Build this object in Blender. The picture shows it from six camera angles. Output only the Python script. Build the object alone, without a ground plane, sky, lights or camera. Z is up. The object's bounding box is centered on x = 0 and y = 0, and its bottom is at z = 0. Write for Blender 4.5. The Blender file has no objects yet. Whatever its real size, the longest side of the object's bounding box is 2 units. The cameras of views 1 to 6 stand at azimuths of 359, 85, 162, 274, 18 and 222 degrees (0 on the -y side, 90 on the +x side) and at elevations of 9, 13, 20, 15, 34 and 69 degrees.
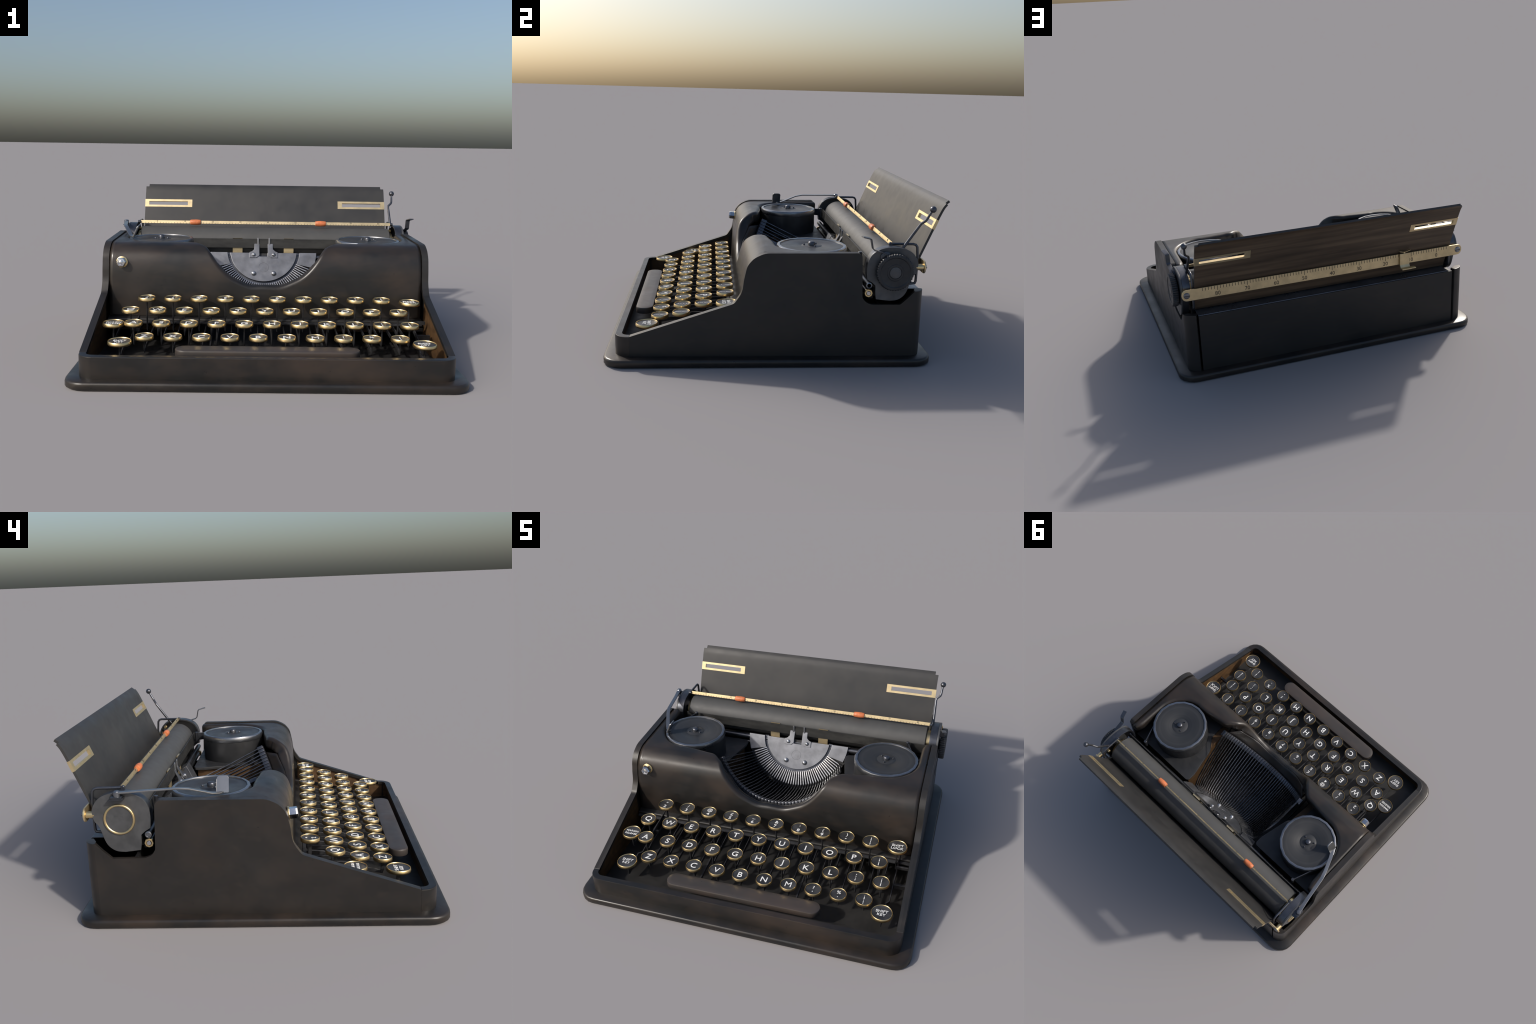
import bpy, bmesh, math, random
from math import sin, cos, pi, radians, sqrt, atan2
from mathutils import Vector, Matrix

random.seed(7)
V = Vector
COL = bpy.context.scene.collection

# ------------------------------------------------------------------ materials
def nt(name):
    m = bpy.data.materials.new(name)
    m.use_nodes = True
    t = m.node_tree
    b = t.nodes['Principled BSDF']
    return m, t, b

def node(t, kind, **kw):
    n = t.nodes.new(kind)
    for k, v in kw.items():
        if k in n.inputs:
            n.inputs[k].default_value = v
        else:
            setattr(n, k, v)
    return n

def noise(t, co, scale, detail=4.0, rough=0.55, stretch=None):
    if stretch:
        mp = node(t, 'ShaderNodeMapping')
        mp.inputs['Scale'].default_value = stretch
        t.links.new(co, mp.inputs['Vector'])
        co = mp.outputs['Vector']
    n = node(t, 'ShaderNodeTexNoise')
    n.inputs['Scale'].default_value = scale
    n.inputs['Detail'].default_value = detail
    n.inputs['Roughness'].default_value = rough
    t.links.new(co, n.inputs['Vector'])
    return n.outputs['Fac']

def ramp(t, fac, stops):
    r = node(t, 'ShaderNodeValToRGB')
    e = r.color_ramp.elements
    while len(e) < len(stops):
        e.new(0.5)
    for i, (p, c) in enumerate(stops):
        e[i].position = p
        e[i].color = (c[0], c[1], c[2], 1) if hasattr(c, '__len__') else (c, c, c, 1)
    t.links.new(fac, r.inputs['Fac'])
    return r.outputs['Color']

def mix(t, fac, a, b):
    m = node(t, 'ShaderNodeMix', data_type='RGBA')
    for sock, val in ((0, fac), (6, a), (7, b)):
        if hasattr(val, 'links'):
            t.links.new(val, m.inputs[sock])
        elif sock == 0:
            m.inputs[0].default_value = val
        else:
            m.inputs[sock].default_value = (*val, 1)
    return m.outputs[2]

def bump(t, b, h, strength, dist=0.002):
    n = node(t, 'ShaderNodeBump')
    n.inputs['Strength'].default_value = strength
    n.inputs['Distance'].default_value = dist
    t.links.new(h, n.inputs['Height'])
    t.links.new(n.outputs['Normal'], b.inputs['Normal'])

def simple(name, col, rough=0.4, metal=0.0, var=0.25, scale=18.0, coat=0.0, col2=None,
           bumps=0.0, rvar=0.1, stretch=None, spec=0.5):
    m, t, b = nt(name)
    co = node(t, 'ShaderNodeTexCoord').outputs['Object']
    f = noise(t, co, scale, 5.0, 0.6, stretch)
    dark = col2 if col2 else tuple(c * (1 - var) for c in col)
    lite = tuple(min(1, c * (1 + (0 if col2 else var))) for c in col)
    t.links.new(ramp(t, f, [(0.36, dark), (0.64, lite)]), b.inputs['Base Color'])
    f2 = noise(t, co, scale * 2.3, 4.0, 0.6)
    t.links.new(ramp(t, f2, [(0.3, max(0.03, rough - rvar)), (0.7, min(1, rough + rvar))]), b.inputs['Roughness'])
    b.inputs['Metallic'].default_value = metal
    b.inputs['Specular IOR Level'].default_value = spec
    b.inputs['Coat Weight'].default_value = coat
    b.inputs['Coat Roughness'].default_value = 0.12
    if bumps:
        bump(t, b, noise(t, co, scale * 9, 3.0), bumps)
    return m

def paint_material(name, base, brown, amount=0.5, rough=0.36):
    """Old black lacquer: big warm-brown worn clouds, horizontal smears, tiny pits."""
    m, t, b = nt(name)
    co = node(t, 'ShaderNodeTexCoord').outputs['Object']
    cloud = noise(t, co, 3.2, 6.0, 0.6, (0.7, 1.0, 1.3))
    smear = noise(t, co, 9.0, 5.0, 0.62, (0.35, 1.0, 2.2))
    mask = ramp(t, cloud, [(0.44, 0.0), (0.68, amount)])
    c1 = mix(t, mask, base, brown)
    mask2 = ramp(t, smear, [(0.56, 0.0), (0.74, 0.55)])
    c2 = mix(t, mask2, c1, tuple(0.5 * (u + w) * 1.15 for u, w in zip(base, brown)))
    # sparse dark chips
    vor = node(t, 'ShaderNodeTexVoronoi')
    vor.inputs['Scale'].default_value = 16.0
    t.links.new(co, vor.inputs['Vector'])
    pit = ramp(t, vor.outputs['Distance'], [(0.035, 1.0), (0.06, 0.0)])
    c3 = mix(t, pit, c2, tuple(v * 0.35 for v in base))
    t.links.new(c3, b.inputs['Base Color'])
    rr = noise(t, co, 6.0, 6.0, 0.65)
    t.links.new(ramp(t, rr, [(0.3, rough - 0.06), (0.7, rough + 0.16)]), b.inputs['Roughness'])
    b.inputs['Specular IOR Level'].default_value = 0.5
    grain = noise(t, co, 55.0, 4.0, 0.6)
    bump(t, b, grain, 0.05, 0.002)
    return m

def wood_material(name, dark, lite, stretch=(0.35, 5.0, 5.0), rough=0.6):
    m, t, b = nt(name)
    co = node(t, 'ShaderNodeTexCoord').outputs['Object']
    f = noise(t, co, 7.0, 7.0, 0.62, stretch)
    w = node(t, 'ShaderNodeTexWave')
    w.bands_direction = 'Z'
    w.inputs['Scale'].default_value = 3.2
    w.inputs['Distortion'].default_value = 9.0
    w.inputs['Detail'].default_value = 3.0
    w.inputs['Detail Scale'].default_value = 0.8
    mp = node(t, 'ShaderNodeMapping')
    mp.inputs['Scale'].default_value = (0.25, 1.2, 2.2)
    t.links.new(co, mp.inputs['Vector'])
    t.links.new(mp.outputs['Vector'], w.inputs['Vector'])
    c1 = ramp(t, f, [(0.32, dark), (0.68, lite)])
    c2 = mix(t, ramp(t, w.outputs['Fac'], [(0.5, 0.0), (0.95, 0.35)]), c1, tuple(v * 0.7 for v in dark))
    t.links.new(c2, b.inputs['Base Color'])
    b.inputs['Roughness'].default_value = rough
    bump(t, b, f, 0.06, 0.003)
    return m

PAINT = paint_material('black_lacquer', (0.0112, 0.0108, 0.0105), (0.041, 0.029, 0.0215), 0.8, 0.32)
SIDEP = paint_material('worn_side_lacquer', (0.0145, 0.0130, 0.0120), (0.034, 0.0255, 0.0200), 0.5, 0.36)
PANEL = paint_material('black_sheet_metal', (0.0125, 0.0124, 0.0123), (0.034, 0.025, 0.019), 0.35, 0.40)
TABLE = simple('paper_table_black', (0.037, 0.0355, 0.0345), 0.48, 0, col2=(0.026, 0.026, 0.0265), scale=4)
WOOD = wood_material('brown_wood_lining', (0.055, 0.028, 0.010), (0.115, 0.060, 0.022))
WOODT = wood_material('dark_walnut_back', (0.054, 0.034, 0.020), (0.148, 0.098, 0.058), (0.22, 2.6, 2.6))
LIPM = simple('bare_lip_metal', (0.15, 0.155, 0.17), 0.34, 0.7, var=0.2, scale=6)  # lip colour lightened and blued to show a sky reflection
BLACK = simple('sooty_black', (0.010, 0.010, 0.011), 0.55, 0.0, scale=12)
FLOOR = simple('dull_black_floor', (0.022, 0.021, 0.020), 0.5, 0.0, scale=6)
IRON = simple('blued_iron', (0.105, 0.110, 0.125), 0.35, 0.85, scale=8, rvar=0.04)
LEVER = simple('dark_lever_steel', (0.060, 0.060, 0.064), 0.45, 0.6, scale=20)
SPOOL = simple('spool_black', (0.027, 0.0275, 0.029), 0.42, 0.1, scale=9, rvar=0.1)
LEVS = simple('lever_steel', (0.27, 0.275, 0.285), 0.30, 0.9, var=0.12, scale=5, rvar=0.03)
RIMM = simple('spool_rim_steel', (0.24, 0.25, 0.27), 0.30, 0.9, scale=5, rvar=0.03)
RIVET = simple('rivet_steel', (0.42, 0.43, 0.45), 0.32, 0.85, scale=8, rvar=0.03)
STEEL = simple('segment_steel', (0.20, 0.205, 0.22), 0.42, 0.85, var=0.18, scale=13, rvar=0.06)
BARS = simple('type_bar_steel', (0.115, 0.117, 0.125), 0.30, 0.9, scale=20)
TOOTH = simple('type_bar_bright', (0.42, 0.42, 0.43), 0.30, 0.9, scale=20)
CHROME = simple('polished_nut', (0.62, 0.63, 0.65), 0.18, 1.0, var=0.1, scale=20, rvar=0.05)
GREY = simple('end_plate_grey', (0.098, 0.100, 0.104), 0.46, 0.55, var=0.2, scale=11, bumps=0.02)
BRASS = simple('key_ring_brass', (0.80, 0.62, 0.33), 0.33, 1.0, var=0.06, scale=6, rvar=0.03)
RULE = simple('ruler_brass', (0.70, 0.56, 0.33), 0.43, 0.88, var=0.10, scale=16, rvar=0.06)
RUBBER = simple('platen_rubber', (0.060, 0.060, 0.059), 0.56, 0.0, var=0.08, scale=9, rvar=0.05)
STRIP = simple('worn_strip', (0.036, 0.0355, 0.033), 0.55, 0.1, col2=(0.013, 0.013, 0.0125), scale=20, stretch=(0.3, 1, 1))
ORANGE = simple('orange_rubber', (0.56, 0.165, 0.062), 0.5, 0.0, var=0.2, scale=30)
KNOBM = simple('knob_bakelite', (0.024, 0.025, 0.028), 0.45, 0.0, scale=20)
WHITE = simple('legend_white', (0.82, 0.82, 0.80), 0.5, 0.0, var=0.03)
INK = simple('ruler_ink', (0.035, 0.030, 0.024), 0.6, 0.0, var=0.1)
SPACE = paint_material('space_bar_lacquer', (0.040, 0.036, 0.034), (0.075, 0.052, 0.040), 0.6, 0.42)

def disc_material():
    m, t, b = nt('spool_disc_black')
    co = node(t, 'ShaderNodeTexCoord').outputs['Generated']
    sub = node(t, 'ShaderNodeVectorMath', operation='SUBTRACT'); sub.inputs[1].default_value = (0.5, 0.5, 0.5)
    t.links.new(co, sub.inputs[0])
    sep = node(t, 'ShaderNodeVectorMath', operation='MULTIPLY'); sep.inputs[1].default_value = (1, 1, 0)
    t.links.new(sub.outputs[0], sep.inputs[0])
    ln = node(t, 'ShaderNodeVectorMath', operation='LENGTH'); t.links.new(sep.outputs[0], ln.inputs[0])
    comb = node(t, 'ShaderNodeCombineXYZ'); t.links.new(ln.outputs['Value'], comb.inputs['X'])
    f = noise(t, comb.outputs[0], 14.0, 3.0, 0.6)
    f2 = noise(t, co, 5.0, 4.0, 0.6)
    t.links.new(ramp(t, f, [(0.35, (0.021, 0.022, 0.024)), (0.65, (0.034, 0.035, 0.037))]), b.inputs['Base Color'])
    t.links.new(ramp(t, f2, [(0.3, 0.36), (0.7, 0.52)]), b.inputs['Roughness'])
    return m
DISC = disc_material()

def face_glass():
    m, t, b = nt('key_face_black')
    co = node(t, 'ShaderNodeTexCoord').outputs['Object']
    oi = node(t, 'ShaderNodeObjectInfo')
    add = node(t, 'ShaderNodeVectorMath', operation='ADD')
    sc = node(t, 'ShaderNodeVectorMath', operation='SCALE')
    sc.inputs[0].default_value = (7, 5, 3)
    t.links.new(oi.outputs['Random'], sc.inputs['Scale'])
    t.links.new(co, add.inputs[0]); t.links.new(sc.outputs[0], add.inputs[1])
    f = noise(t, add.outputs[0], 14.0, 3.0, 0.5)
    t.links.new(ramp(t, f, [(0.42, (0.024, 0.024, 0.025)), (0.70, (0.058, 0.058, 0.059))]), b.inputs['Base Color'])
    b.inputs['Roughness'].default_value = 0.38
    b.inputs['Coat Weight'].default_value = 0.0
    b.inputs['Coat Roughness'].default_value = 0.25
    return m
FACE = face_glass()

# ------------------------------------------------------------------ geometry helpers
ROOT = bpy.data.objects.new('typewriter', None)
ROOT.empty_display_size = 0.2
COL.objects.link(ROOT)
ROOT['label'] = 'old black portable typewriter with round brass-rimmed keys'
ROOT['category'] = 'typewriter'

def make(name, verts, faces, mats, parent=None, angle=35, bevel=0.0, segs=2, face_mat=None, weighted=True, bev_angle=30, bev_skip=None):
    me = bpy.data.meshes.new(name)
    bm = bmesh.new()
    vs = [bm.verts.new(v) for v in verts]
    for f in faces:
        try:
            bm.faces.new([vs[i] for i in f])
        except ValueError:
            pass
    bmesh.ops.recalc_face_normals(bm, faces=bm.faces)
    if bevel:
        es = [e for e in bm.edges if len(e.link_faces) == 2 and e.calc_face_angle(0) > radians(bev_angle)
              and not (bev_skip and all(bev_skip(v.co) for v in e.verts))]
        bmesh.ops.bevel(bm, geom=es, offset=bevel, segments=segs, affect='EDGES', profile=0.5, clamp_overlap=True)
    bm.normal_update()
    mats = mats if isinstance(mats, (list, tuple)) else [mats]
    if face_mat:
        for f in bm.faces:
            f.material_index = face_mat(f)
    bm.to_mesh(me); bm.free()
    for m in mats:
        me.materials.append(m)
    me.shade_smooth()
    me.set_sharp_from_angle(angle=radians(angle))
    ob = bpy.data.objects.new(name, me)
    COL.objects.link(ob)
    ob.parent = parent or ROOT
    if bevel and weighted:
        w = ob.modifiers.new('wn', 'WEIGHTED_NORMAL')
        w.keep_sharp = True
    return ob

AX = {'x': lambda a, p: (a, p[0], p[1]), 'y': lambda a, p: (p[0], a, p[1]), 'z': lambda a, p: (p[0], p[1], a)}

def prism(name, pts, axis, a0, a1, mats, frame=None, **kw):
    f = frame or AX[axis]
    n = len(pts)
    verts = [f(a0, p) for p in pts] + [f(a1, p) for p in pts]
    faces = [list(range(n))[::-1], list(range(n, 2 * n))]
    faces += [[i, (i + 1) % n, n + (i + 1) % n, n + i] for i in range(n)]
    return make(name, verts, faces, mats, **kw)

def box(name, c0, c1, mats, **kw):
    (x0, y0, z0), (x1, y1, z1) = c0, c1
    return prism(name, [(x0, y0), (x1, y0), (x1, y1), (x0, y1)], 'z', z0, z1, mats, **kw)

def lathe_data(profile, origin, axis, segs, up=None):
    """profile: list of (r, h); revolve round axis through origin."""
    a = V(axis).normalized()
    u = V((1, 0, 0)) if abs(a.x) < 0.9 else V((0, 1, 0))
    u = (u - a * u.dot(a)).normalized(); w = a.cross(u)
    o = V(origin)
    verts, faces, rings = [], [], []
    for r, h in profile:
        if r < 1e-6:
            rings.append([len(verts)]); verts.append(o + a * h)
        else:
            rings.append(list(range(len(verts), len(verts) + segs)))
            for k in range(segs):
                t = 2 * pi * k / segs
                verts.append(o + a * h + (u * cos(t) + w * sin(t)) * r)
    for A, B in zip(rings, rings[1:]):
        for k in range(segs):
            k2 = (k + 1) % segs
            q = [A[k % len(A)], A[k2 % len(A)], B[k2 % len(B)], B[k % len(B)]]
            q = list(dict.fromkeys(q))
            if len(q) > 2:
                faces.append(q)
    return verts, faces

def lathe(name, profile, origin, axis, mats, segs=32, **kw):
    v, f = lathe_data(profile, origin, axis, segs)
    return make(name, v, f, mats, **kw)

def cyl(name, p0, p1, r, mats, segs=20, ch=0.15, **kw):
    p0, p1 = V(p0), V(p1)
    L = (p1 - p0).length
    c = r * ch
    return lathe(name, [(0, 0), (r - c, 0), (r, c), (r, L - c), (r - c, L), (0, L)], p0, p1 - p0, mats, segs, **kw)

def sweep_data(path, w, h, side=None, round_segs=0, scales=None):
    """sweep a rectangle (w across side, h the other way) or a circle (round_segs) along a path"""
    P = [V(p) for p in path]
    n = len(P)
    verts, faces = [], []
    sd = V(side) if side else None
    K = round_segs or 4
    for i, p in enumerate(P):
        d0 = (P[i] - P[i - 1]).normalized() if i else (P[1] - P[0]).normalized()
        d1 = (P[i + 1] - P[i]).normalized() if i < n - 1 else d0
        d = (d0 + d1).normalized()
        k = 1 / max(0.5, d.dot(d0))
        s = sd if sd else (V((1, 0, 0)) if abs(d.x) < 0.8 else V((0, 1, 0)))
        a = (s - d * s.dot(d)).normalized()
        b = d.cross(a)
        sc = scales[i] if scales else 1
        if round_segs:
            for j in range(K):
                t = 2 * pi * j / K
                verts.append(p + (a * cos(t) * w / 2 + b * sin(t) * h / 2) * sc)
        else:
            for su, sv in ((-1, -1), (1, -1), (1, 1), (-1, 1)):
                verts.append(p + (a * su * w / 2 + b * sv * h / 2 * k) * sc)
    for i in range(n - 1):
        for j in range(K):
            j2 = (j + 1) % K
            faces.append([i * K + j, i * K + j2, (i + 1) * K + j2, (i + 1) * K + j])
    faces.append(list(range(K))[::-1]); faces.append(list(range((n - 1) * K, n * K)))
    return verts, faces

def sweep(name, path, w, h, mats, side=None, round_segs=0, scales=None, **kw):
    v, f = sweep_data(path, w, h, side, round_segs, scales)
    return make(name, v, f, mats, **kw)

def fillet(pts, radii, seg=6, lim=0.49):
    """round polygon/polyline corners: pts 2D closed polygon, radii per corner (0 = sharp)"""
    out = []
    n = len(pts)
    for i in range(n):
        p, r = V(pts[i]), radii[i] if hasattr(radii, '__len__') else radii
        if r <= 0:
            out.append(tuple(p)); continue
        a = (V(pts[i - 1]) - p); b = (V(pts[(i + 1) % n]) - p)
        la, lb = a.length, b.length
        a.normalize(); b.normalize()
        ang = a.angle(b)
        t = min(r / math.tan(ang / 2), la * lim, lb * lim)
        rr = t * math.tan(ang / 2)
        c = p + (a + b).normalized() * (rr / sin(ang / 2))
        s0 = p + a * t - c; s1 = p + b * t - c
        a0 = atan2(s0.y, s0.x); a1 = atan2(s1.y, s1.x)
        da = (a1 - a0 + pi) % (2 * pi) - pi
        for k in range(seg + 1):
            q = a0 + da * k / seg
            out.append((c.x + rr * cos(q), c.y + rr * sin(q)))
    return out

def join_data(chunks):
    verts, faces = [], []
    for v, f in chunks:
        o = len(verts)
        verts += list(v)
        faces += [[i + o for i in q] for q in f]
    return verts, faces

def box_data(c0, c1):
    (x0, y0, z0), (x1, y1, z1) = c0, c1
    v = [(x, y, z) for z in (z0, z1) for x, y in ((x0, y0), (x1, y0), (x1, y1), (x0, y1))]
    return v, [[3, 2, 1, 0], [4, 5, 6, 7], [0, 1, 5, 4], [1, 2, 6, 5], [2, 3, 7, 6], [3, 0, 4, 7]]

def text_mesh(body, size, bold=0.0, extrude=0.0006, align='CENTER', spacing=1.0, line=1.0):
    cu = bpy.data.curves.new('legend_text', 'FONT')
    cu.body = body; cu.size = size; cu.extrude = extrude; cu.offset = bold
    cu.align_x = align; cu.align_y = 'CENTER'
    cu.space_character = spacing; cu.space_line = line
    cu.resolution_u = 4
    ob = bpy.data.objects.new('legend_text', cu)
    COL.objects.link(ob)
    dg = bpy.context.evaluated_depsgraph_get()
    me = bpy.data.meshes.new_from_object(ob.evaluated_get(dg))
    bpy.data.objects.remove(ob); bpy.data.curves.remove(cu)
    # centre on its bounds
    xs = [v.co.x for v in me.vertices]; ys = [v.co.y for v in me.vertices]
    if xs:
        c = V(((min(xs) + max(xs)) / 2, (min(ys) + max(ys)) / 2, 0))
        for v in me.vertices:
            v.co -= c
    return me

# ------------------------------------------------------------------ body
BX = 0.9375          # half width of body
IX = 0.901          # inner face of side walls
WX = 0.918          # inner face of the thin wall below its turned-in rim
ZB = 0.042          # top of base plate

def base_plate():
    pts = fillet([(-1, -0.930), (1, -0.930), (1, 0.858), (-1, 0.858)], 0.105, 5)
    n = len(pts)
    def off(d):  # inset copy
        sx = (1 - d); 
        return [(p[0] * (1 - d / 1.0), -0.036 + (p[1] + 0.036) * (1 - d / 0.894)) for p in pts]
    layers = [(0.006, 0.0), (0.0, 0.006), (0.0, ZB - 0.012), (0.003, ZB - 0.004), (0.010, ZB), (0.075, ZB), (0.075, 0.026)]
    verts, faces = [], []
    for d, z in layers:
        verts += [(x, y, z) for x, y in off(d)]
    for l in range(len(layers) - 1):
        for i in range(n):
            faces.append([l * n + i, l * n + (i + 1) % n, (l + 1) * n + (i + 1) % n, (l + 1) * n + i])
    faces.append(list(range(n))[::-1]); faces.append(list(range((len(layers) - 1) * n, len(layers) * n)))
    return make('base_plate', verts, faces, PAINT, angle=50)
base_plate()

SIDE = [(-0.788, ZB - 0.002), (-0.788, 0.153), (-0.232, 0.338), (-0.190, 0.400), (-0.182, 0.470), (-0.166, 0.545),
        (-0.132, 0.586), (-0.075, 0.614), (0.428, 0.6185), (0.446, 0.600), (0.4575, 0.375), (0.475, 0.348), (0.510, 0.3345),
        (0.667, 0.3345), (0.708, 0.372), (0.742, 0.408), (0.746, 0.409), (0.746, ZB - 0.002)]
SIDER = [0, 0.004, 0.05, 0.12, 0.3, 0.09, 0.09, 0.12, 0.022, 0.022, 0.03, 0.05, 0.05, 0.008, 0.02, 0.004, 0, 0]
for s in (-1, 1):
    outline = fillet(SIDE, SIDER, 4)
    panel = prism('side_panel', outline, 'x', s * WX, s * BX, PANEL if s > 0 else SIDEP, bevel=0.007, segs=2, bev_angle=50,
                  bev_skip=lambda c: c.y > 0.744 or c.y < -0.7875 or abs(c.x) < WX + 0.001)
    # turned-in rim along the upper edge
    edge = [V(p) for p in outline if p[1] > 0.15 and (p[1] > 0.45 or p[0] < 0.3)]
    low = []
    for i, p in enumerate(edge):
        d = (edge[min(len(edge) - 1, i + 1)] - edge[max(0, i - 1)]).normalized()
        low.append(p + V((d.y, -d.x)) * 0.020)
    ev = [(s * x, p.x, p.y) for x in (IX, WX) for p in edge] + [(s * x, p.x, p.y) for x in (IX, WX) for p in low]
    m = len(edge); ef = []
    for i in range(m - 1):
        ef += [[i, i + 1, m + i + 1, m + i], [2 * m + i, 2 * m + i + 1, i + 1, i], [3 * m + i, 3 * m + i + 1, 2 * m + i + 1, 2 * m + i]]
    make('panel_rim', ev, ef, PANEL if s > 0 else SIDEP, parent=panel, angle=40)
    # wooden lining board on the inside of the key well
    prism('well_lining', [(-0.835, 0.028), (-0.835, 0.136), (-0.780, 0.138), (-0.236, 0.319), (-0.215, 0.340), (-0.215, 0.028)], 'x', s * (WX - 0.0045), s * (WX - 0.0005), WOOD)
    # rear corner post with rounded outside
    post = [(s * (BX - 0.082 + 0.082 * cos(radians(k * 9))), 0.746 + 0.057 * sin(radians(k * 9))) for k in range(10)]
    post += [(s * (BX - 0.082), 0.770), (s * IX, 0.746)]
    prism('corner_post', post, 'z', ZB - 0.002, 0.409, PANEL if s > 0 else SIDEP, bevel=0.004, bev_angle=50, bev_skip=lambda c: c.y < 0.748)

# front wall of the keyboard tray, U-shaped in plan with rounded corners
outer = fillet([(-BX, -0.7885), (-BX, -0.871), (BX, -0.871), (BX, -0.7885)], [0, 0.078, 0.078, 0], 8, 0.97)
inner = fillet([(WX, -0.7885), (WX, -0.851), (-WX, -0.851), (-WX, -0.7885)], [0, 0.056, 0.056, 0], 8, 0.97)
inner2 = fillet([(IX, -0.7885), (IX, -0.833), (-IX, -0.833), (-IX, -0.7885)], [0, 0.038, 0.038, 0], 8, 0.97)
fw = prism('front_wall', outer + inner, 'z', ZB - 0.016, 0.153, [PAINT, WOOD], bevel=0.006, bev_angle=50, bev_skip=lambda c: c.y > -0.7895 or (c.y > -0.8515 and abs(c.x) < WX + 0.0005),
      face_mat=lambda f: 1 if (f.normal.y > 0.5 and f.calc_center_median().y < -0.792 and f.calc_center_median().y > -0.8525) else 0)
prism('wall_rim', inner[::-1] + inner2, 'z', 0.133, 0.153, PAINT, parent=fw)

# back panel with its forward-leaning lip
prism('back_panel', [(0.800, ZB - 0.002), (0.796, 0.397), (0.782, 0.397), (0.784, ZB - 0.002)], 'x', -0.8545, 0.8545, PANEL, bevel=0.0025, bev_angle=25)
prism('back_lip', [(0.7925, 0.3985), (0.790, 0.4025), (0.704, 0.4045), (0.704, 0.3985)], 'x', -0.825, 0.8545, LIPM, bevel=0.0015, bev_angle=25)

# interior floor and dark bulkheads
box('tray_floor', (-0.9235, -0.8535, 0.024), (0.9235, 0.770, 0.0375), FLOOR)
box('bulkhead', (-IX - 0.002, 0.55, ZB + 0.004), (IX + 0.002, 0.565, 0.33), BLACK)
for s in (-1, 1):
    # wooden block and tray that carry the spool cup
    blk = [(s * 0.430, -0.06), (s * 0.410, 0.20), (s * 0.372, 0.37), (s * 0.376, 0.425), (s * (IX + 0.002), 0.425), (s * (IX + 0.002), -0.06)]
    prism('spool_support', blk, 'z', 0.08, 0.416, WOOD)
    tray = fillet([(s * 0.475, -0.12), (s * 0.470, 0.07), (s * 0.396, 0.165), (s * 0.348, 0.38), (s * 0.348, 0.448), (s * (IX + 0.003), 0.445), (s * (IX + 0.003), -0.12)],
                  [0, 0.06, 0.1, 0.05, 0.025, 0, 0], 5)
    prism('spool_tray', tray, 'z', 0.416, 0.434, SPOOL, bevel=0.003)

# ledge under the cover, with its rounded nose
prism('key_guard_ledge', fillet([(-0.236, 0.174), (-0.233, 0.191), (-0.195, 0.199), (-0.16, 0.199), (-0.16, 0.186), (-0.20, 0.174)],
      [0.006, 0.01, 0.02, 0, 0, 0], 4), 'x', -IX, IX, PANEL)
prism('guard_rail', [(-0.256, 0.166), (-0.256, 0.176), (-0.237, 0.180), (-0.237, 0.166)], 'x', -IX + 0.003, IX - 0.003, LEVER, bevel=0.002)

# ------------------------------------------------------------------ cover (housing front and top)
PROF = [(-0.199, 0.196), (-0.195, 0.255), (-0.192, 0.330), (-0.187, 0.410), (-0.180, 0.470), (-0.168, 0.522), (-0.148, 0.560),
        (-0.115, 0.587), (-0.082, 0.602), (-0.040, 0.608), (0.10, 0.6095), (0.50, 0.611)]

def catmull(pts, sub):
    P = [V(p) for p in pts]
    P = [P[0] * 2 - P[1]] + P + [P[-1] * 2 - P[-2]]
    out = []
    for i in range(1, len(P) - 2):
        for k in range(sub):
            t = k / sub
            a, b, c, d = P[i - 1:i + 3]
            out.append(0.5 * ((2 * b) + (c - a) * t + (2 * a - 5 * b + 4 * c - d) * t * t + (3 * b - a - 3 * c + d) * t ** 3))
    out.append(P[-2])
    return out

class Profile:
    def __init__(s, pts):
        s.p = catmull(pts, 12)
        s.t = [0]
        for a, b in zip(s.p, s.p[1:]):
            s.t.append(s.t[-1] + (b - a).length)
    def at(s, t):
        t = max(0, min(s.t[-1] - 1e-6, t))
        lo, hi = 0, len(s.t) - 1
        while hi - lo > 1:
            m = (lo + hi) // 2
            if s.t[m] <= t: lo = m
            else: hi = m
        f = (t - s.t[lo]) / (s.t[hi] - s.t[lo])
        return s.p[lo].lerp(s.p[hi], f)
    def frame(s, t):
        d = (s.at(t + 0.006) - s.at(t - 0.006)).normalized()
        return d, V((-d.y, d.x))      # tangent, outward normal in (y,z)
    def t_of_z(s, z):
        return next(t for t, p in zip(s.t, s.p) if p.y >= z)
    def t_of_y(s, y):
        return next(t for t, p in zip(s.t, s.p) if p.x >= y)

PR = Profile(PROF)

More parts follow.
